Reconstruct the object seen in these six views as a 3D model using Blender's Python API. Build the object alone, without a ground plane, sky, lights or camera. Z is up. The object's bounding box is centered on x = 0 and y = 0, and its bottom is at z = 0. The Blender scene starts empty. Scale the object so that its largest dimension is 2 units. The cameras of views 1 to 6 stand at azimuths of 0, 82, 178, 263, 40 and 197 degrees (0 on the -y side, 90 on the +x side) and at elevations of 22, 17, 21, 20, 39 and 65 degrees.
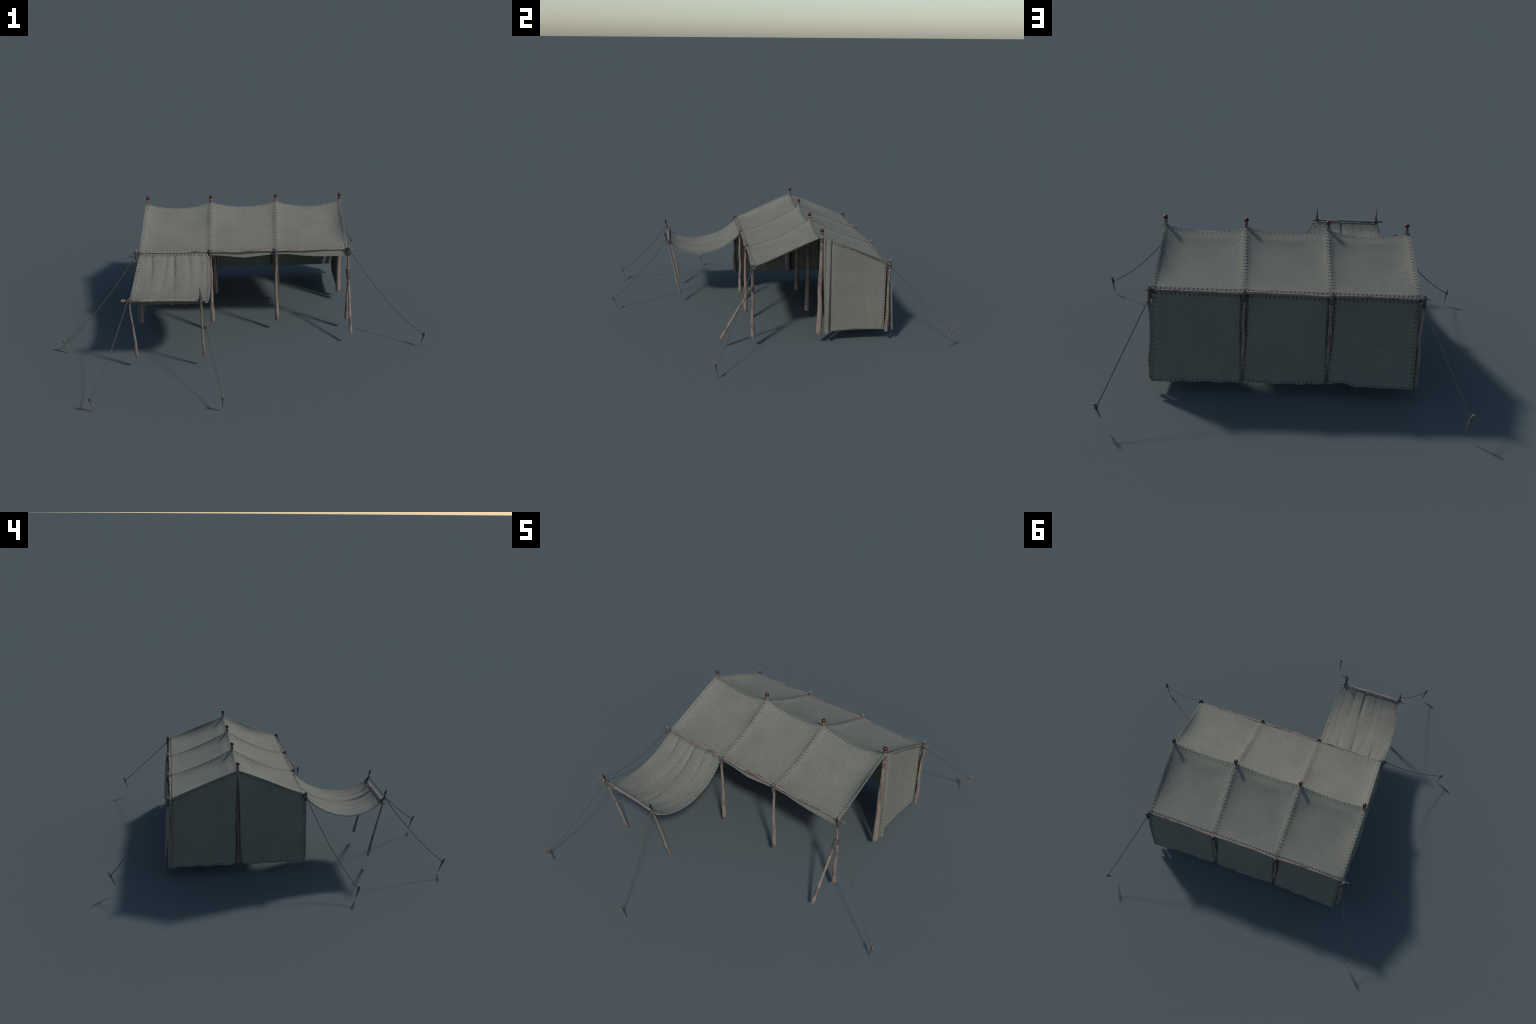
"""Open canvas field tent: three bays of stitched canvas on rough timber poles,
a sagging awning held up by two spears, guy ropes and wooden pegs."""
import bpy, math, random
import numpy as np
from mathutils import Vector, Matrix, noise

random.seed(11)
RNG = np.random.default_rng(11)

# ------------------------------------------------------------------ materials
def new_material(name, rough=0.9, metallic=0.0):
    m = bpy.data.materials.new(name)
    m.use_nodes = True
    nt = m.node_tree
    b = nt.nodes["Principled BSDF"]
    b.inputs["Roughness"].default_value = rough
    b.inputs["Metallic"].default_value = metallic
    return m, nt, b

def ramp(nt, fac, stops):
    r = nt.nodes.new("ShaderNodeValToRGB")
    el = r.color_ramp.elements
    el[0].position, el[0].color = stops[0][0], (*stops[0][1], 1)
    el[1].position, el[1].color = stops[-1][0], (*stops[-1][1], 1)
    for p, c in stops[1:-1]:
        e = el.new(p); e.color = (*c, 1)
    nt.links.new(fac, r.inputs[0])
    return r.outputs[0]

def noise_tex(nt, vec, scale, detail=3, rough=0.55):
    n = nt.nodes.new("ShaderNodeTexNoise")
    n.inputs["Scale"].default_value = scale
    n.inputs["Detail"].default_value = detail
    n.inputs["Roughness"].default_value = rough
    nt.links.new(vec, n.inputs["Vector"])
    return n.outputs["Fac"]

def coords(nt, scale=(1, 1, 1), randomise=False):
    tc = nt.nodes.new("ShaderNodeTexCoord")
    mp = nt.nodes.new("ShaderNodeMapping")
    mp.inputs["Scale"].default_value = scale
    src = tc.outputs["Object"]
    if randomise:
        oi = nt.nodes.new("ShaderNodeObjectInfo")
        mul = nt.nodes.new("ShaderNodeMath"); mul.operation = "MULTIPLY"
        mul.inputs[1].default_value = 37.0
        nt.links.new(oi.outputs["Random"], mul.inputs[0])
        add = nt.nodes.new("ShaderNodeVectorMath"); add.operation = "ADD"
        nt.links.new(src, add.inputs[0]); nt.links.new(mul.outputs[0], add.inputs[1])
        src = add.outputs[0]
    nt.links.new(src, mp.inputs["Vector"])
    return mp.outputs["Vector"]

def mix(nt, a, b, fac, mode="MULTIPLY"):
    m = nt.nodes.new("ShaderNodeMix"); m.data_type = "RGBA"; m.blend_type = mode
    if isinstance(fac, float): m.inputs[0].default_value = fac
    else: nt.links.new(fac, m.inputs[0])
    for s, i in ((a, 6), (b, 7)):
        if isinstance(s, tuple): m.inputs[i].default_value = (*s, 1)
        else: nt.links.new(s, m.inputs[i])
    return m.outputs[2]

def bump(nt, b, height, strength, dist):
    n = nt.nodes.new("ShaderNodeBump")
    n.inputs["Strength"].default_value = strength
    n.inputs["Distance"].default_value = dist
    nt.links.new(height, n.inputs["Height"])
    nt.links.new(n.outputs[0], b.inputs["Normal"])

def canvas_material(name, streak):
    """heavy linen: mottled blotches, woven streaks along the hanging direction"""
    m, nt, b = new_material(name, 0.95)
    b.inputs["Specular IOR Level"].default_value = 0.15
    blotch = noise_tex(nt, coords(nt, tuple(45 + 0.35 * k for k in streak)), 1.0, 3, 0.6)
    weave = noise_tex(nt, coords(nt, streak), 1.0, 3, 0.6)
    large = noise_tex(nt, coords(nt), 7, 3)
    c = ramp(nt, blotch, [(0.28, CANVAS_DARK), (0.5, CANVAS), (0.74, CANVAS_PALE)])
    c = mix(nt, c, ramp(nt, weave, [(0.3, (0.91, 0.91, 0.91)), (0.7, (1.07, 1.07, 1.07))]), 1.0)
    c = mix(nt, c, ramp(nt, large, [(0.35, (0.945, 0.95, 0.955)), (0.65, (1.045, 1.04, 1.03))]), 1.0)
    nt.links.new(c, b.inputs["Base Color"])
    bump(nt, b, weave, 0.15, 0.001)
    return m

CANVAS = (0.178, 0.179, 0.147)
CANVAS_DARK = (0.155, 0.156, 0.128)
CANVAS_PALE = (0.203, 0.204, 0.168)
M_CANVAS = canvas_material("canvas", (330, 75, 75))
M_CANVAS_END = canvas_material("canvas_end_wall", (75, 330, 75))

def wood_material(name, base, dark, pale):
    m, nt, b = new_material(name, 0.85)
    b.inputs["Specular IOR Level"].default_value = 0.25
    v = coords(nt, (210, 210, 13), True)
    grain = noise_tex(nt, v, 1.0, 4, 0.6)
    patch = noise_tex(nt, coords(nt, (30, 30, 16), True), 1.0, 3, 0.55)
    c = ramp(nt, grain, [(0.26, dark), (0.48, base), (0.75, pale)])
    c = mix(nt, c, ramp(nt, patch, [(0.34, (0.60, 0.585, 0.59)), (0.46, (1, 1, 1)), (0.8, (1.08, 1.06, 1.03))]), 1.0)
    nt.links.new(c, b.inputs["Base Color"])
    bump(nt, b, grain, 0.35, 0.003)
    return m

M_WOOD = wood_material("weathered_wood", (0.208, 0.163, 0.134), (0.112, 0.087, 0.073), (0.275, 0.220, 0.185))
M_PEG = wood_material("peg_wood", (0.165, 0.130, 0.104), (0.09, 0.070, 0.056), (0.225, 0.180, 0.147))

def plain_noise_material(name, a, c, scale, rough=0.9):
    m, nt, b = new_material(name, rough)
    b.inputs["Specular IOR Level"].default_value = 0.2
    n = noise_tex(nt, coords(nt), scale, 3)
    nt.links.new(ramp(nt, n, [(0.3, a), (0.7, c)]), b.inputs["Base Color"])
    bump(nt, b, n, 0.4, 0.001)
    return m

M_ROPE = plain_noise_material("guy_rope_hemp", (0.058, 0.056, 0.045), (0.095, 0.091, 0.074), 400)
M_LASH = plain_noise_material("lashing_cord", (0.055, 0.054, 0.050), (0.098, 0.097, 0.090), 350)
M_STITCH = plain_noise_material("stitch_thread", (0.011, 0.012, 0.014), (0.022, 0.024, 0.026), 200)
M_IRON = plain_noise_material("black_iron", (0.012, 0.012, 0.013), (0.022, 0.022, 0.023), 150, 0.55)

def lacquer_material():
    m, nt, b = new_material("red_lacquer", 0.30, 0.65)
    n = noise_tex(nt, coords(nt), 60, 3)
    nt.links.new(ramp(nt, n, [(0.3, (0.085, 0.019, 0.016)), (0.7, (0.125, 0.030, 0.025))]), b.inputs["Base Color"])
    b.inputs["Coat Weight"].default_value = 0.15
    b.inputs["Coat Roughness"].default_value = 0.12
    return m
M_RED = lacquer_material()

# ------------------------------------------------------------------ mesh tools
class Builder:
    """collects verts and faces of many small pieces into one mesh"""
    def __init__(self): self.v, self.f = [], []
    def grid_ring(self, rings, closed=False, caps=True):
        n0 = len(self.v); k = len(rings[0])
        for r in rings: self.v.extend([tuple(p) for p in r])
        m = len(rings)
        for i in range(m if closed else m - 1):
            a, b = n0 + i * k, n0 + ((i + 1) % m) * k
            for j in range(k):
                j2 = (j + 1) % k
                self.f.append((a + j, a + j2, b + j2, b + j))
        if caps and not closed:
            self.f.append(tuple(n0 + j for j in reversed(range(k))))
            self.f.append(tuple(n0 + (m - 1) * k + j for j in range(k)))
    def tube(self, pts, r, sides=6, closed=False):
        pts = [np.asarray(p, float) for p in pts]
        n = len(pts); rr = r if hasattr(r, "__len__") else [r] * n
        rings = []; prev = None
        for i in range(n):
            if closed: t = pts[(i + 1) % n] - pts[i - 1]
            else: t = pts[min(i + 1, n - 1)] - pts[max(i - 1, 0)]
            t = t / (np.linalg.norm(t) + 1e-12)
            if prev is None:
                h = np.array([0, 0, 1.0]) if abs(t[2]) < 0.9 else np.array([1.0, 0, 0])
                a = np.cross(t, h)
            else: a = prev - t * (prev @ t)
            a /= np.linalg.norm(a); prev = a; b = np.cross(t, a)
            rings.append([pts[i] + rr[i] * (math.cos(q) * a + math.sin(q) * b)
                          for q in np.arange(sides) * 2 * math.pi / sides])
        self.grid_ring(rings, closed)
    def dome(self, c, n, r, h, sides=7):
        """low button lying on a surface"""
        c, n = np.asarray(c), np.asarray(n)
        h0 = np.array([0, 0, 1.0]) if abs(n[2]) < 0.9 else np.array([1.0, 0, 0])
        a = np.cross(n, h0); a /= np.linalg.norm(a); b = np.cross(n, a)
        ang = np.arange(sides) * 2 * math.pi / sides
        rings = [[c - n * 0.001 + r * (math.cos(q) * a + math.sin(q) * b) for q in ang],
                 [c + n * h * .6 + r * .85 * (math.cos(q) * a + math.sin(q) * b) for q in ang],
                 [c + n * h + r * .35 * (math.cos(q) * a + math.sin(q) * b) for q in ang]]
        self.grid_ring(rings)
    def mesh(self, name):
        me = bpy.data.meshes.new(name)
        me.from_pydata([tuple(map(float, p)) for p in self.v], [], self.f)
        me.validate(); me.update()
        return me

def link(name, mesh, mat, parent, smooth=True, angle=40):
    ob = bpy.data.objects.new(name, mesh)
    bpy.context.scene.collection.objects.link(ob)
    if mat: mesh.materials.append(mat)
    ob.parent = parent
    if smooth and mesh:
        mesh.polygons.foreach_set("use_smooth", [True] * len(mesh.polygons))
        mesh.set_sharp_from_angle(angle=math.radians(angle))
    return ob

tent = bpy.data.objects.new("canvas_tent", None)
bpy.context.scene.collection.objects.link(tent)
tent["label"] = "open grey canvas field tent with awning, poles and guy ropes"
tent["category"] = "tent"

def fnoise(x, y, z, s): return noise.noise(Vector((x * s, y * s, z * s)))
def smooth01(t): t = np.clip(t, 0, 1); return t * t * (3 - 2 * t)
def spline(pts, t):
    """Catmull-Rom through control points, t in 0..1 (array)"""
    p = np.asarray(pts, float); n = len(p) - 1
    t = np.clip(np.asarray(t, float), 0, 1) * n
    i = np.minimum(t.astype(int), n - 1); f = (t - i)[..., None]
    g = lambda k: p[np.clip(k, 0, n)]
    p0, p1, p2, p3 = g(i - 1), g(i), g(i + 1), g(i + 2)
    return 0.5 * (2 * p1 + (p2 - p0) * f + (2 * p0 - 5 * p1 + 4 * p2 - p3) * f ** 2 + (3 * p1 - p0 - 3 * p2 + p3) * f ** 3)

# ------------------------------------------------------------------ sticks
def stick(name, p0, p1, profile, seed, wobble=0.003, waves=2.5, parent=None, mat=M_WOOD, sides=14, rings=36, knots=0.022):
    """rough pole from p0 to p1; local z runs along it. profile = [(t, radius)...]"""
    p0, p1 = Vector(p0), Vector(p1); d = p1 - p0; L = d.length
    ts, rs = zip(*profile); B = Builder(); out = []
    ph = [random.Random(seed * 7 + k).uniform(0, 6.28) for k in range(6)]
    rows = [0.0] + list(np.linspace(0.004 / L, 1 - 0.003 / L, rings)) + [1.0]
    for i, t in enumerate(rows):
        r = float(np.interp(t, ts, rs))
        env = math.sqrt(max(0.0, math.sin(math.pi * t)))
        cx = wobble * env * (math.sin(waves * 6.28 * t + ph[0]) + .5 * math.sin(waves * 11.3 * t + ph[1]))
        cy = wobble * env * (math.sin(waves * 5.4 * t + ph[2]) + .5 * math.sin(waves * 12.7 * t + ph[3]))
        r *= 1 + knots * math.sin(waves * 9.1 * t + ph[4]) * env + knots * fnoise(seed * 3.1, t * L * 16, 0.3, 1)
        if i == 0 or i == len(rows) - 1: r *= 0.86
        ring = []
        for j in range(sides):
            q = j * 2 * math.pi / sides
            rr = r * (1 + .05 * math.sin(2 * q + ph[5]) + .035 * fnoise(math.cos(q) * 2 + seed, math.sin(q) * 2, t * L * 9, 1))
            ring.append((cx + rr * math.cos(q), cy + rr * math.sin(q), t * L))
        out.append(ring)
    B.grid_ring(out)
    ob = link(name, B.mesh(name), mat, parent or tent, angle=50)
    ob.matrix_world = Matrix.Translation(p0) @ d.to_track_quat("Z", "Y").to_matrix().to_4x4()
    return ob

RIDGE_X = (-0.564, -0.190, 0.196, 0.5744)
RIDGE_FOOT_X = (-0.560, -0.1845, 0.200, 0.5813)
FRONT_X = (-0.589, -0.1796, 0.1822, 0.5887)
FRONT_FOOT_X = (-0.590, -0.1825, 0.1862, 0.587)
BACK_X = (-0.5886, -0.1913, 0.1861, 0.5895)
BACK_FOOT_X = (-0.592, -0.190, 0.188, 0.5918)
RIDGE_Y, FRONT_Y, BACK_Y = 0.2505, -0.1445, 0.6525
FOOT_Z = 0.062

# ridge poles with red turned finials
ball_mesh = ring_mesh = None
for k in range(4):
    foot = (RIDGE_FOOT_X[k], 0.247, FOOT_Z); top = (RIDGE_X[k], RIDGE_Y, 0.679)
    pole = stick("ridge_pole", foot, top, [(0, .0168), (.12, .0152), (.3, .0132), (.6, .0108), (.85, .0090), (.92, .0086), (.983, .0083), (.987, .0070), (1, .0066)],
                 20 + k, wobble=0.0016, waves=1.4, sides=18, rings=60)
    inv = pole.matrix_world.inverted()
    if ball_mesh is None:
        B = Builder()
        prof = [(a, math.sin(a)) for a in np.linspace(0.12, math.pi - 0.12, 15)]
        B.grid_ring([[(.0117 * s * math.cos(q), .0117 * s * math.sin(q), -.0112 * math.cos(a)) for q in np.arange(20) * math.pi / 10] for a, s in prof])
        ball_mesh = B.mesh("finial_ball"); ball_mesh.materials.append(M_RED)
        B = Builder()
        B.tube([(.0079 * math.cos(q), .0079 * math.sin(q), 0) for q in np.arange(20) * math.pi / 10], .0020, 8, True)
        ring_mesh = B.mesh("finial_ring"); ring_mesh.materials.append(M_RED)
        for me in (ball_mesh, ring_mesh): me.polygons.foreach_set("use_smooth", [True] * len(me.polygons))
    for nm, me, z in (("finial_ball", ball_mesh, .6875), ("finial_ring", ring_mesh, .6690)):
        o = bpy.data.objects.new(nm, me); bpy.context.scene.collection.objects.link(o)
        o.parent = pole
        o.matrix_parent_inverse = pole.matrix_world.inverted()
        o.matrix_world = Matrix.Translation((RIDGE_X[k], RIDGE_Y, z))

POST = [(0, .0128), (.06, .0124), (.3, .0094), (.65, .0074), (1, .0062)]
for k in range(4):
    stick("eave_post", (FRONT_FOOT_X[k], -0.1445, FOOT_Z + .001), (FRONT_X[k], FRONT_Y, 0.5105), POST, 40 + k, wobble=0.0021, waves=1.7)
    stick("eave_post", (BACK_FOOT_X[k], 0.651, FOOT_Z + .001), (BACK_X[k], BACK_Y, 0.5115), POST, 50 + k, wobble=0.0030 if k in (0, 3) else .002, waves=1.7)
RAIL = [(0, .0026), (.05, .0036), (.2, .0058), (.45, .0076), (.6, .0078), (.8, .0060), (.95, .0036), (1, .0026)]
stick("eave_rail", (-0.618, -0.1355, 0.4870), (0.621, -0.1345, 0.4868), RAIL, 60, wobble=0.0016, waves=3.5, rings=70)
stick("eave_rail", (-0.620, 0.6395, 0.4845), (0.622, 0.6400, 0.4840), RAIL, 61, wobble=0.0020, waves=3.2, rings=70)
# leaning brace lashed to the front corner post
stick("brace_pole", (0.588, -0.328, 0.063), (0.5855, -0.156, 0.362), [(0, .0094), (.1, .0088), (.6, .0072), (1, .0062)], 70, wobble=.0008, waves=1.2)
# awning: two spears carry a crossbar
SPEARS = []
for k, (foot, tip) in enumerate((((-0.5564, -0.5491, 0.0625), (-0.5588, -0.6376, 0.4960)),
                                 ((-0.2070, -0.5493, 0.0625), (-0.2038, -0.6380, 0.4960)))):
    f, t = Vector(foot), Vector(tip); top = f.lerp(t, 0.895)
    sp = stick("awning_spear_pole", f, top, [(0, .0084), (.1, .0078), (.5, .0058), (.85, .0044), (1, .0036)], 80 + k, wobble=.0013, waves=1.5)
    SPEARS.append((f, t))
    B = Builder()      # leaf-shaped blade with a midrib, on a tapered socket
    ax = (t - f).normalized(); q = ax.to_track_quat("Z", "Y").to_matrix()
    Lb = (t - top).length + .006
    rings = []
    for s, wy, wx in ((0, .0042, .0042), (.14, .0034, .0034), (.26, .0024, .0026), (.33, .0030, .0024), (.42, .0050, .0022), (.52, .0056, .0020),
                      (.66, .0048, .0017), (.82, .0030, .0012), (.95, .0010, .0007), (1.0, .0003, .0003)):
        rings.append([f + ax * ((top - f).length - .006 + Lb * s) + q @ Vector((wx * math.cos(a), wy * math.sin(a), 0)) for a in np.arange(10) * math.pi / 5])
    B.grid_ring(rings)
    bl = link("spear_blade", B.mesh("spear_blade"), M_IRON, sp, angle=60)
    bl.matrix_parent_inverse = sp.matrix_world.inverted()
stick("awning_crossbar", (-0.5990, -0.6165, 0.4225), (-0.1735, -0.6150, 0.4170), [(0, .0072), (.15, .0074), (.5, .0066), (.8, .0050), (1, .0036)],
      90, wobble=.0011, waves=2.0, rings=44)

# ------------------------------------------------------------------ canvas
def surface(fn, u, v):
    P = fn(np.asarray(u, float), np.asarray(v, float)); e = 1e-3
    u, v = np.clip(u, .0012, .9988), np.clip(v, .0012, .9988)
    du = (fn(u + e, v) - fn(u - e, v)); dv = (fn(u, v + e) - fn(u, v - e))
    N = np.cross(du, dv); N /= (np.linalg.norm(N, axis=-1, keepdims=True) + 1e-12)
    return P, N, du / (2 * e), dv / (2 * e)

HEM, HEM_FACTOR = .0175, 1.35
def cloth(name, fn, nu, nv, flip, mat, thick=0.0032, creases=0.0010, seed=0):
    """two-sided sheet with real thickness from a parametric surface"""
    half = np.array([.5])
    size = lambda pts: np.linalg.norm(np.diff(pts, axis=0), axis=1).sum()
    T = np.linspace(0, 1, 80)
    lu, lv = size(fn(T, 0 * T + .5)), size(fn(0 * T + .5, T))
    def rows(n, L):
        h = [k / L for k in (.003, HEM - .001, HEM + .0015)] if L > .1 else []
        base = [t for t in np.linspace(0, 1, n + 1) if all(abs(min(t, 1 - t) - k) > .25 / n for k in h)]
        return np.array(sorted(base + h + [1 - k for k in h]))
    ru, rv = rows(nu, lu), rows(nv, lv); nu, nv = len(ru) - 1, len(rv) - 1
    U, V = np.meshgrid(ru, rv, indexing="ij")
    border = np.minimum(np.minimum(U, 1 - U) * lu, np.minimum(V, 1 - V) * lv if lv > .1 else 1.0)
    thick = np.where(border < HEM, thick * HEM_FACTOR, thick)[..., None]
    P, N, _, _ = surface(fn, U, V)
    if flip: N = -N
    amp = np.minimum(1, np.minimum(np.minimum(U, 1 - U), np.minimum(V, 1 - V)) * 12)
    wr = np.array([[fnoise(*(P[i, j] + seed), 9) + .5 * fnoise(*(P[i, j] + seed), 24) for j in range(nv + 1)] for i in range(nu + 1)])
    P = P + N * (wr * amp * creases)[..., None]
    A, Bk = P + N * thick / 2, P - N * thick / 2
    verts = np.concatenate([A.reshape(-1, 3), Bk.reshape(-1, 3)])
    n = (nu + 1) * (nv + 1); idx = np.arange(n).reshape(nu + 1, nv + 1)
    faces = []
    for i in range(nu):
        for j in range(nv):
            q = (idx[i, j], idx[i + 1, j], idx[i + 1, j + 1], idx[i, j + 1])
            if flip: q = q[::-1]
            faces.append(q); faces.append(tuple(n + k for k in reversed(q)))
    edge = [idx[i, 0] for i in range(nu)] + [idx[nu, j] for j in range(nv)] + [idx[i, nv] for i in range(nu, 0, -1)] + [idx[0, j] for j in range(nv, 0, -1)]
    for a, b in zip(edge, edge[1:] + edge[:1]):
        q = (b, a, n + a, n + b)
        faces.append(q[::-1] if flip else q)
    B = Builder(); B.v = [tuple(p) for p in verts]; B.f = [tuple(int(x) for x in f) for f in faces]
    return link(name, B.mesh(name), mat, tent, angle=60)

def stitch_line(B, fn, flip, edge, kind, spacing, t0=0.02, t1=0.98, sides=(1,), thick=0.0038, seed=0, lean=1, reach=.0105):
    """stitches along one edge: 'vee' two rows of holes joined by a V of thread,
    'half' one leg of a V that meets its twin on the neighbouring panel,
    'loop' a hole with a thread slanting over the rim."""
    rnd = random.Random(seed)
    S = np.linspace(0, 1, 400)
    uv = {"u0": lambda s: (0 * s, s), "u1": lambda s: (0 * s + 1, s), "v0": lambda s: (s, 0 * s), "v1": lambda s: (s, 0 * s + 1)}[edge]
    inward = {"u0": (1, 0), "u1": (-1, 0), "v0": (0, 1), "v1": (0, -1)}[edge]
    along = (0, 1) if edge[0] == "u" else (1, 0)
    P = fn(*uv(S)); arc = np.concatenate([[0], np.cumsum(np.linalg.norm(np.diff(P, axis=0), axis=1))])
    L = arc[-1]; n = max(2, int(L * (t1 - t0) / spacing))
    def at(s, d):
        u, v = (float(x) for x in uv(np.array(s)))
        _, _, du, dv = surface(fn, np.array(u), np.array(v))
        m = np.linalg.norm(du * inward[0] + dv * inward[1]) + 1e-9
        u, v = u + inward[0] * d / m, v + inward[1] * d / m
        p0 = fn(*(np.array(float(x)) for x in uv(np.array(s)))); p, nn, _, _ = surface(fn, np.array(u), np.array(v))
        k = d / (np.linalg.norm(p - p0) + 1e-9)
        if not .97 < k < 1.03:
            u0, v0 = (float(x) for x in uv(np.array(s)))
            u, v = u0 + (u - u0) * k, v0 + (v - v0) * k
            p, nn, _, _ = surface(fn, np.array(u), np.array(v))
        return p, (-nn if flip else nn)
    for side in sides:
        for k in range(n):
            s = float(np.interp(L * (t0 + (t1 - t0) * (k + .5) / n) + rnd.uniform(-.0012, .0012), arc, S))
            j = lambda a=.0012: rnd.uniform(-a, a)
            ds = lean * .0062 / L
            lift = thick * HEM_FACTOR / 2 + .0003
            def pt(s_, d_):
                p, nn = at(min(max(s_, .001), .999), d_); return p + side * nn * lift, side * nn
            if kind == "vee":
                a, na = pt(s, .0038 + j(.0006)); b, nb = pt(s + j(.0015) / L, .0155 + j()); c, nc = pt(s + ds, .0100 + j())
                B.dome(a, na, .0020, .0008); B.dome(b, nb, .0022, .0008)
                B.tube([a, (a + c) / 2 + na * .0008, c], .0005, 5); B.tube([b, (b + c) / 2 + nb * .0008, c], .0005, 5)
            elif kind == "half":
                a, na = pt(s, .0082 + j()); c, nc = pt(s + ds, .0006)
                B.dome(a, na, .0023, .0008)
                B.tube([a, (a + c) / 2 + na * .0008, c], .0005, 5)
            else:
                a, na = pt(s, reach + j()); c, nc = pt(s + ds * .8, .0012)
                B.dome(a, na, .0023, .0008)
                B.tube([a, (a + c) / 2 + na * .0010, c, c - na * .002], .0007, 5)

THICK = 0.0038
def panel(name, fn, nu, nv, flip, mat, stitches, seed, creases=.0010):
    ob = cloth(name, fn, nu, nv, flip, mat, seed=seed, creases=creases, thick=THICK)
    B = Builder()
    for i, st in enumerate(stitches):
        st = dict(st); stitch_line(B, fn, flip, st.pop("edge"), st.pop("kind"), st.pop("spacing"), seed=seed * 31 + i, **st)
    if B.v:
        s = link("stitching", B.mesh("stitching"), M_STITCH, ob); s["kind"] = "stuff"
    return ob

# --- roof: three bays, two slopes, slung between the ridge poles
ROOF_RIDGE_X = (-0.579, -0.190, 0.196, 0.580)
ROOF_FRONT_X = (-0.575, -0.184, 0.185, 0.5845)
ROOF_BACK_X = (-0.579, -0.190, 0.187, 0.5835)
RIDGE_Z = 0.6505
RIDGE_SAG = (0.033, 0.029, 0.034)
BELLY = {True: (.005, .004, .003), False: (.002, .003, .003)}
SEAM_SAG = {True: .0215, False: .0105}

def sling(u, power=2.2, e=0.10):
    w = np.clip(1 - np.abs(2 * u - 1) ** power, 0, 1)
    return (np.sqrt(w * w + e * e) - e) / (math.sqrt(1 + e * e) - e)

def roof_fn(bay, front):
    ex = ROOF_FRONT_X if front else ROOF_BACK_X
    ey, ez = (-0.1310, 0.4940) if front else (0.6355, 0.4910)
    def fn(u, v):
        u, v = np.broadcast_arrays(u, v)
        a = ROOF_RIDGE_X[bay] * (1 - v) + ex[bay] * v
        b = ROOF_RIDGE_X[bay + 1] * (1 - v) + ex[bay + 1] * v
        x = a + (b - a) * u
        y = RIDGE_Y + (ey - RIDGE_Y) * v
        uu, vv = np.clip(u, 0, 1), np.clip(v, 0, 1)
        arch = np.sin(math.pi * vv)
        z = RIDGE_Z + (ez - RIDGE_Z) * v - (.006 * np.sin(math.pi * vv ** 2.2) if front else 0)
        # the inner seams hang slack between ridge and eave; the gable hems stay taut
        seam = [-.004, SEAM_SAG[front], SEAM_SAG[front], -.004]
        along = (seam[bay] * (1 - uu) + seam[bay + 1] * uu) * arch
        centre = RIDGE_SAG[bay] * (1 - vv ** 2.4) + BELLY[front][bay] * arch
        lip = (.0165 if front else .0120) * arch ** .7          # cloth bunches up into a soft rib along every seam
        drop = along + (centre - along - lip) * sling(uu, 2.2 + 1.2 * arch, .07) + lip * sling(uu, 6.5, .12)
        # a deeper trough just inside each taut gable hem
        g = (1 - uu) if bay == 2 else uu if bay == 0 else None
        if g is not None:
            drop = drop + .0035 * arch ** .8 * (1 - np.exp(-(g / .09) ** 1.6)) * (1 - smooth01((g - .15) / .5))
        z = z + .005 * sling(uu) * np.exp(-((vv - .1) / .08) ** 2)
        z = z - drop - .006 * np.clip((v - .95) / .05, 0, 1.5) ** 2
        return np.stack([x, y, z], -1)
    return fn

for front in (True, False):
    for bay in range(3):
        fn = roof_fn(bay, front)
        st = [dict(edge="v0", kind="half", spacing=.0205, lean=1),
              dict(edge="v1", kind="loop", spacing=.0195, lean=-1 if front else 1)]
        st.append(dict(edge="u0", kind="vee" if bay == 0 else "half", spacing=.0185 if bay == 0 else .0205, lean=1.3))
        st.append(dict(edge="u1", kind="vee" if bay == 2 else "half", spacing=.0185 if bay == 2 else .0205, lean=1.3))
        panel("roof_panel", fn, 44, 44, front, M_CANVAS, st, 100 + bay + 10 * front)

# --- valance hanging behind the front rail in the two open bays
def valance_fn(bay, deep):
    x0, x1 = FRONT_X[bay] + .004, FRONT_X[bay + 1] - (.004 if bay < 2 else .010)
    def fn(u, v):
        u, v = np.broadcast_arrays(u, v); uu = np.clip(u, 0, 1)
        x = x0 + (x1 - x0) * u
        belly = np.interp(uu, *deep)
        zb = .466 - .017 * belly
        z = .4925 + (zb - .4925) * v
        y = -.1255 - .012 * np.clip(v, 0, 1) ** .7 * (.55 + .45 * belly)
        return np.stack([x, y, z], -1)
    return fn
panel("valance", valance_fn(1, ([0, .2, .5, .7, 1], [.0, .25, .95, .6, .0])), 40, 8, False, M_CANVAS, [], 130, .0005)
panel("valance", valance_fn(2, ([0, .18, .35, .55, .85, 1], [.05, .12, .6, .95, 1.0, .95])), 40, 8, False, M_CANVAS, [], 131, .0005)

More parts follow.
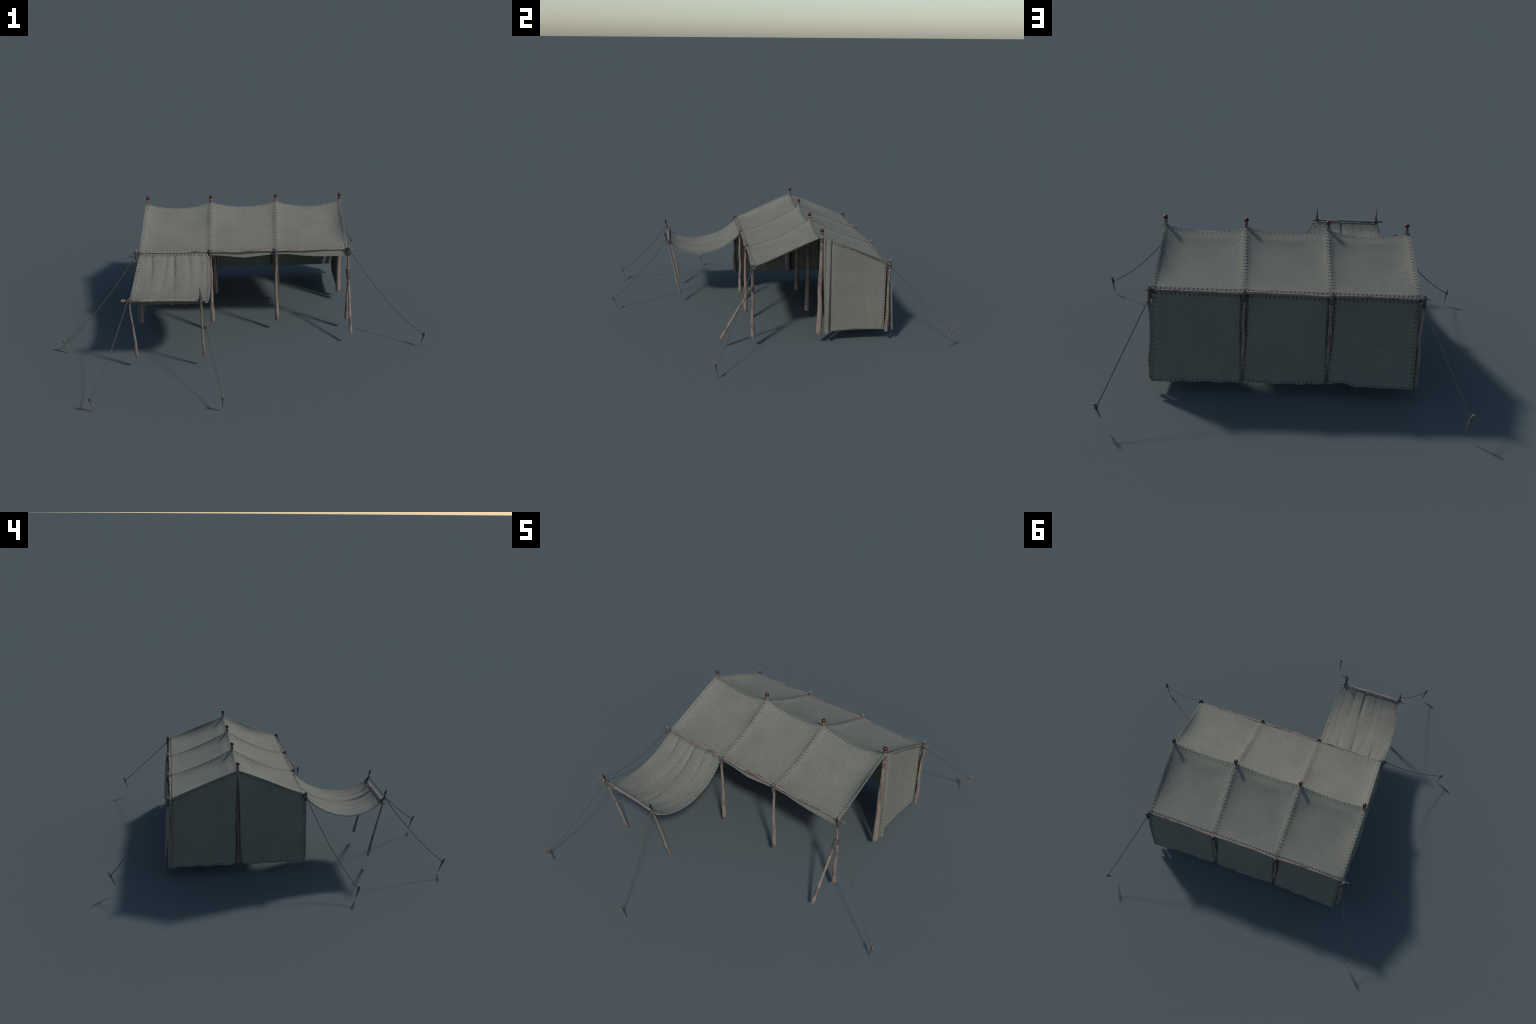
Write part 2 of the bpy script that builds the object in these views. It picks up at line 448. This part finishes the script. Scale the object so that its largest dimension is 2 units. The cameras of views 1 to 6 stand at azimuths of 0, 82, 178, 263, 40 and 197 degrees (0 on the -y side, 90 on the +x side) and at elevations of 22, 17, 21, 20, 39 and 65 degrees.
# --- back wall: three panels flaring outward toward the hem
def back_fn(i):
    xl_t = BACK_X[i] + (.011 if i == 0 else .0078)
    xr_t = BACK_X[i + 1] - (.011 if i == 2 else .0078)
    def fn(u, v):
        u, v = np.broadcast_arrays(u, v); uu, vv = np.clip(u, 0, 1), np.clip(v, 0, 1)
        close = .0055 * smooth01((vv - .5) / .5)
        l = xl_t - (close if i > 0 else 0); r = xr_t + (close if i < 2 else 0)
        if i == 2: r = r + .0125 * smooth01(vv / .3)      # wraps round the corner post
        x = l + (r - l) * u
        mid = np.sin(math.pi * uu) ** .8
        if i == 0:      # the hem hangs short near one edge, then drops
            hem = .064 + .020 * np.exp(-((uu - .86) / .12) ** 2); flare = .048 + .008 * np.clip(1 - uu * 2, 0, 1) + .002 * mid
        elif i == 1:
            hem = .070 - .002 * mid; flare = .042 + .006 * mid
        else:
            hem = .0655 - .001 * mid; flare = .043 + .015 * np.clip(2 * uu - 1, 0, 1) + .003 * mid
        corner = np.clip(1 - np.minimum(uu, 1 - uu) / .035, 0, 1) ** 2
        hem = hem + .007 * corner
        prof = vv ** 1.25
        if i == 2: prof = prof + .35 * np.sin(math.pi * vv ** .6) * smooth01((uu - .8) / .2)
        dent = (.003, -.006, .002)[i] * np.sin(math.pi * vv) * mid + .004 * np.sin(2.6 * math.pi * uu + 2 * i + 1.2 * vv) * np.sin(math.pi * vv) * mid
        y = .6315 + flare * prof - dent
        ripple = .0026 * np.sin(7.3 * math.pi * uu + i + 1.1 * np.sin(3 * vv)) + .0016 * np.sin(12.7 * math.pi * uu + 2 * i)
        y = y + ripple * mid * vv * smooth01(vv * 1.5)
        edge_l = np.exp(-(uu / .012) ** 2) * (i > 0); edge_r = np.exp(-((1 - uu) / .012) ** 2) * (i < 2)
        y = y - .013 * (edge_l + edge_r)                    # hems roll in beside the posts
        hem = hem + .0018 * np.sin(8.1 * math.pi * uu + 2.1 * i) * mid
        z = .4865 + (hem - .4865) * v
        return np.stack([x, y, z], -1)
    return fn
WALL_STITCH = [dict(edge="u0", kind="vee", spacing=.0190, sides=(1, -1)), dict(edge="u1", kind="vee", spacing=.0190, sides=(1, -1)),
               dict(edge="v0", kind="loop", spacing=.0190, reach=.0235), dict(edge="v1", kind="loop", spacing=.0185, sides=(1, -1))]
for i in range(3):
    panel("wall_panel", back_fn(i), 40, 44, False, M_CANVAS, WALL_STITCH, 140 + i)

# --- gable line of the roof edge, used by the end walls
def gable_z(y):
    return np.where(y > RIDGE_Y, np.interp(y, [RIDGE_Y, .445, .636], [.646, .574, .484]), np.interp(y, [-.132, .06, RIDGE_Y], [.486, .573, .646]))

def end_fn(back):
    """closed end: panel runs from the central pole gap to the corner post"""
    def fn(u, v):
        u, v = np.broadcast_arrays(u, v); uu, vv = np.clip(u, 0, 1), np.clip(v, 0, 1)
        gap = spline([[.001], [.006], [.010], [.0145], [.0130], [.0135], [.019]], vv)[..., 0] + .0015 * np.sin(9 * vv + back * 2)
        if back: y0, y1 = .2495 + gap, .636 + .018 * vv ** 1.5
        else: y0, y1 = .2535 - .004 * vv - gap, -.1340 - .0165 * smooth01(vv / .25)
        y = y0 + (y1 - y0) * u
        zt = gable_z(y0 * 0 + (.2505 + ((.637 if back else -.134) - .2505) * u))
        hem = .0695 - .003 * np.sin(math.pi * uu) + .0018 * np.sin(7.4 * math.pi * uu + back)
        corner = np.clip(1 - uu / .05, 0, 1) ** 2 * .010 + np.clip((uu - .97) / .03, 0, 1) ** 2 * .004
        z = zt + (hem + corner - zt) * v
        mid = np.sin(math.pi * uu) ** .8
        rise = vv ** .8
        if not back: rise = rise + (vv.clip(1e-6) ** .3 - rise) * smooth01((uu - .9) / .1)
        x = -.573 - .033 * rise * (1 - .28 * mid) + .012 * np.sin(math.pi * vv) * mid - .009 * np.sin(math.pi * vv ** .7) * np.exp(-(uu / .12) ** 2) + (.024 if back else .008) * smooth01(vv * 4) * np.exp(-(uu / .016) ** 2) + (.0026 * np.sin(7.1 * math.pi * uu + 2 * back + np.sin(4 * vv)) + .0015 * np.sin(12.3 * math.pi * uu)) * mid * vv - .004 * np.sin(2.6 * math.pi * uu + 1 + 1.5 * vv) * np.sin(math.pi * vv) * mid
        return np.stack([x, y, z], -1)
    return fn
END_STITCH = [dict(edge="u1", kind="vee", spacing=.0180, sides=(1, -1)), dict(edge="v0", kind="loop", spacing=.0170, reach=.0135), dict(edge="v1", kind="loop", spacing=.0185, sides=(1, -1)),
              dict(edge="u0", kind="vee", spacing=.019, sides=(-1,))]
panel("wall_panel", end_fn(True), 40, 50, False, M_CANVAS_END, END_STITCH, 150)
panel("wall_panel", end_fn(False), 40, 50, True, M_CANVAS_END, END_STITCH, 151)

# --- open end: curtain gathered in a fold beside the ridge pole
FOLD_TOP = [(.261, .574), (.266, .579), (.272, .579), (.277, .576), (.283, .580), (.292, .5845), (.302, .5835), (.307, .578), (.311, .5735), (.318, .577), (.335, .579), (.40, .576), (.50, .575), (.60, .576), (.636, .575)]
FOLD_BOTTOM = [(.2775, .580), (.2785, .586), (.281, .592), (.285, .596), (.290, .5985), (.296, .5985), (.301, .5955), (.3035, .588), (.305, .579), (.3115, .5735), (.330, .5765), (.40, .574), (.50, .5725), (.60, .577), (.636, .583)]
def curtain_fn(u, v):
    u, v = np.broadcast_arrays(u, v); uu, vv = np.clip(u, 0, 1), np.clip(v, 0, 1)
    top, bot = spline(FOLD_TOP, uu), spline(FOLD_BOTTOM, uu)
    w = smooth01(vv * 1.15)[..., None]
    yx = top * (1 - w) + bot * w
    y, x = yx[..., 0], yx[..., 1]
    zt = gable_z(y) + .003
    # pull line running from the middle of the curtain to the lower corner
    x = x - .0035 * np.exp(-((y - (.50 + .10 * (vv - .4))) / .010) ** 2) * smooth01((vv - .3) / .2) * (1 - smooth01((vv - .85) / .15))
    hem = .0715 - .010 * np.exp(-((y - .287) / .014) ** 2) + .001 * np.sin(30 * y)
    z = zt + (hem - zt) * v
    return np.stack([x + (u - uu) * 0, y + (u - uu) * .4, z], -1)
panel("wall_panel", curtain_fn, 120, 44, True, M_CANVAS_END,
      [dict(edge="u0", kind="vee", spacing=.017, sides=(1, -1)), dict(edge="u1", kind="vee", spacing=.0175), dict(edge="v0", kind="vee", spacing=.0185, t0=.12, lean=1.2),
       dict(edge="v1", kind="loop", spacing=.0175, sides=(1, -1))], 160, .0008)

# --- awning: one sheet slung from the rail to the crossbar, gathered into folds
AWN = [(-.1365, .4800), (-.156, .4610), (-.190, .4300), (-.243, .3940), (-.300, .3690), (-.357, .3535), (-.412, .3465), (-.468, .3490), (-.524, .3635), (-.568, .3820), (-.6105, .4135)]
# gathers: (position at the rail, position at the bar, depth at rail, depth at bar, width)
AWN_FOLDS = [(.17, .27, .010, .003, .026), (.40, .36, .012, .006, .024), (.515, .555, .014, .017, .024), (.705, .745, .014, .016, .026), (.85, .90, .004, .004, .03)]
def awning_fn(u, v):
    u, v = np.broadcast_arrays(u, v); uu, vv = np.clip(u, 0, 1), np.clip(v, 0, 1)
    c = spline(AWN, vv)
    xl = -.570 + .013 * vv - .031 * np.sin(math.pi * vv ** 1.05)
    xr = -.190 + .004 * vv + .015 * np.sin(math.pi * vv)
    x = xl + (xr - xl) * u
    z = c[..., 1]; y = c[..., 0]
    f = np.zeros_like(uu)
    for k, (p0, p1, d0, d1, w) in enumerate(AWN_FOLDS):
        pos = p0 + (p1 - p0) * vv + .016 * np.sin(5 * vv + 2 * k)
        depth = (d0 * (1 - smooth01((vv - .12) / (.35 + .12 * (k % 3)))) + d1 * smooth01((vv - .50 - .06 * (k % 2)) / .35)) * (.75 + .35 * np.sin(9 * vv + 3.3 * k)) + .0015
        t = (uu - pos) / (w * (1 + .5 * np.sin(math.pi * vv)))
        f += depth * np.exp(-np.where(t > 0, t * 1.5, t * .75) ** 2)
    z = z - .006 * np.sin(math.pi * uu) * np.sin(math.pi * vv)
    swell = .003 * np.sin(5 * math.pi * uu + 2 * vv) * np.sin(math.pi * vv)
    ends = smooth01(vv / .06) * (1 - .6 * smooth01((vv - .94) / .06))
    f = (f * .54 + swell * .8) * ends * np.clip(np.minimum(uu, 1 - uu) / .05, 0, 1)
    scallop = .0040 * np.abs(np.sin(8.5 * math.pi * uu)) * np.exp(-((1 - vv) / .025) ** 2)
    return np.stack([x, y + f * .25, z - f - scallop], -1)
panel("awning", awning_fn, 130, 70, True, M_CANVAS,
      [dict(edge="u0", kind="vee", spacing=.0165), dict(edge="u1", kind="vee", spacing=.0165), dict(edge="v0", kind="vee", spacing=.0190, lean=-1),
       dict(edge="v1", kind="loop", spacing=.0190)], 170, .0008)

# ------------------------------------------------------------------ cords
def coil(B, centre, axis, r, turns, pitch, cord, seed, tilt=.25, oval=1.0, oval_dir=None):
    """irregular hand-wound turns of cord round a pole (oval when it binds two)"""
    rnd = random.Random(seed); axis = np.array(Vector(axis).normalized()); c = np.array(centre)
    h = np.array(oval_dir if oval_dir is not None else ((0, 0, 1) if abs(axis[2]) < .9 else (1, 0, 0)), float)
    a = h - axis * (h @ axis); a /= np.linalg.norm(a); b = np.cross(axis, a)
    pts = []; n = 14
    for k in range(turns * n + 1):
        q = 2 * math.pi * k / n; t = k / n - turns / 2
        rr = r * (1 + .05 * math.sin(q * .37 + seed))
        pts.append(c + axis * (t * pitch + tilt * r * math.sin(q + seed) * .35) + rr * (oval * math.cos(q) * a + math.sin(q) * b))
    B.tube(pts, cord, 6)

def knot(B, c, r, seed):
    rnd = random.Random(seed)
    for k in range(3):
        d = Vector((rnd.uniform(-1, 1), rnd.uniform(-1, 1), rnd.uniform(-1, 1))).normalized()
        coil(B, c, d, r, 1, r * .3, r * .45, seed + k)

def lashing(name, parts, mat=M_LASH):
    B = Builder()
    for p in parts: p(B)
    return link(name, B.mesh(name), mat, tent)

for row, (xs, y, ry, rz, out) in enumerate(((FRONT_X, FRONT_Y, -0.1352, .4872, -1), (BACK_X, BACK_Y, 0.6398, .4843, 1))):
    for k, x in enumerate(xs):
        corner = k in (0, 3)
        mid = (x, (y + ry) / 2, rz)
        rail_r = .0048 if corner else .0078
        inner = 1 if k == 0 else -1
        parts = [lambda B, m=mid, s=k: coil(B, m, (.9, 0, .75), .0125, 2, .0042, .0020, s * 3 + 1, oval=.9, oval_dir=(0, 1, 0)),
                 lambda B, m=mid, s=k: coil(B, m, (-.9, 0, .75), .0128, 2, .0042, .0020, s * 3 + 2, oval=.9, oval_dir=(0, 1, 0)),
                 lambda B, s=k, x=x, y=y: coil(B, (x, y, rz - .0125), (0, 0, 1), .0088, 3, .0032, .0019, s * 5 + 3),
                 lambda B, s=k, x=x, y=y: coil(B, (x, y, rz - .0275), (0, 0, 1), .0087, 3 if row else 4, .0032, .0018, s * 5 + 4)]
        if corner:
            parts.append(lambda B, s=k, x=x, y=y: coil(B, (x, y, rz + .009), (0, 0, 1), .0084, 3, .0032, .0018, s * 5 + 6))
            kc = (x + inner * .016, ry, rz - .004)
            parts.append(lambda B, c=kc, s=k: coil(B, c, (1, .2, 0), .0080, 3, .0034, .0020, s + 70))
            parts.append(lambda B, c=kc, s=k, o=inner: B.tube([(c[0] + o * .002, c[1] - .006, c[2]), (c[0] + o * .010, c[1] - .008, c[2] + .008), (c[0] + o * .014, c[1] - .006, c[2] + .004)], .0016, 6))
        elif row == 0:
            kc = (x - .010, ry, rz)
            parts.append(lambda B, c=kc, s=k: coil(B, c, (1, 0, 0), .0098, 2, .0034, .0020, s + 80))
        lashing("rope_lashing", parts)
# brace to corner post, and loops round the head of the open ridge pole
lashing("rope_lashing", [lambda B: coil(B, (.5858, -.1478, .357), (0, 0.05, 1), .0100, 8, .0035, .0020, 5, oval=1.12, oval_dir=(0, 1, 0), tilt=.06),
                         lambda B: coil(B, (.5858, -.1672, .3425), (0, .5, .867), .0088, 12, .0034, .0020, 9, tilt=.06)])
lashing("rope_lashing", [lambda B: coil(B, (.5745, .2505, .6385), (0, 0, 1), .0102, 3, .0040, .0014, 15),
                         lambda B: coil(B, (.5748, .2503, .6250), (0, 0, 1), .0104, 3, .0052, .0013, 17)])
# spears to the crossbar
for k, (f, t) in enumerate(SPEARS):
    ax = (t - f).normalized(); c = f + ax * ((.4215 - f.z) / ax.z)
    r = .0085 if k == 0 else .0068
    lashing("rope_lashing", [lambda B, c=c, r=r: coil(B, c + Vector((0, .006, .000)), (.9, 0, .8), r * 1.25, 3, .0036, .0017, 21 + k, oval=1.1, oval_dir=(0, 1, 0)),
                             lambda B, c=c, r=r: coil(B, c + Vector((0, .006, .000)), (-.9, 0, .8), r * 1.25, 3, .0036, .0017, 25 + k, oval=1.1, oval_dir=(0, 1, 0)),
                             lambda B, c=c, ax=ax: coil(B, c + ax * .016, ax, .0058, 4, .0030, .0015, 28 + k),
                             lambda B, c=c, ax=ax: coil(B, c - ax * .014, ax, .0066, 3, .0030, .0015, 33 + k)])

# ------------------------------------------------------------------ pegs and guy ropes
# (anchor on the frame, peg head, peg tip, sag)
GUYS = [((-.5618, -.6342, .4362), (-.7198, -.9740, .1010), (-.7045, -.9435, .0055), .0260),
        ((-.2022, -.6336, .4350), (-.0888, -.9930, .1060), (-.0958, -.9620, .0125), .0255),
        ((-.5976, -.1505, .4760), (-.9816, -.3873, .0975), (-.9635, -.3715, .0000), .0412),
        ((.5967, -.1530, .4783), (.9823, -.3880, .0982), (.9630, -.3722, .0000), .0392),
        ((-.5920, .6660, .4590), (-.7598, .9925, .1410), (-.7468, .9622, .0445), .0005),
        ((.5920, .6640, .4570), (.7628, .9936, .1405), (.7482, .9625, .0460), .0005)]
for k, (anchor, head, tip, sag) in enumerate(GUYS):
    h, t = Vector(head), Vector(tip)
    L = (h - t).length
    peg = stick("tent_peg", t, h, [(0, .0006), (.06, .0014), (.3, .0032), (.62, .0047), (.85, .0056), (1, .0066)], 200 + k, wobble=.0006, waves=.8,
                mat=M_PEG, sides=12, rings=18, knots=.04)
    tie = h.lerp(t, .27); ax = (h - t).normalized()
    B = Builder()
    coil(B, tie, ax, .0066, 2, .0030, .0016, 300 + k, tilt=.5)
    toward = (Vector(anchor) - tie).normalized()
    knot(B, tie + toward * .008, .0026, 310 + k)
    kn = link("rope_knot", B.mesh("rope_knot"), M_ROPE, peg)
    kn.matrix_parent_inverse = peg.matrix_world.inverted()
    a, b = np.array(anchor), np.array(tie + toward * .006)
    B = Builder()
    B.tube([a + (b - a) * q - np.array([0, 0, sag * 4 * q * (1 - q)]) for q in np.linspace(0, 1, 40)], .0022, 7)
    knot(B, a, .0026, 330 + k)
    link("guy_rope", B.mesh("guy_rope"), M_ROPE, tent)

bpy.context.view_layer.update()
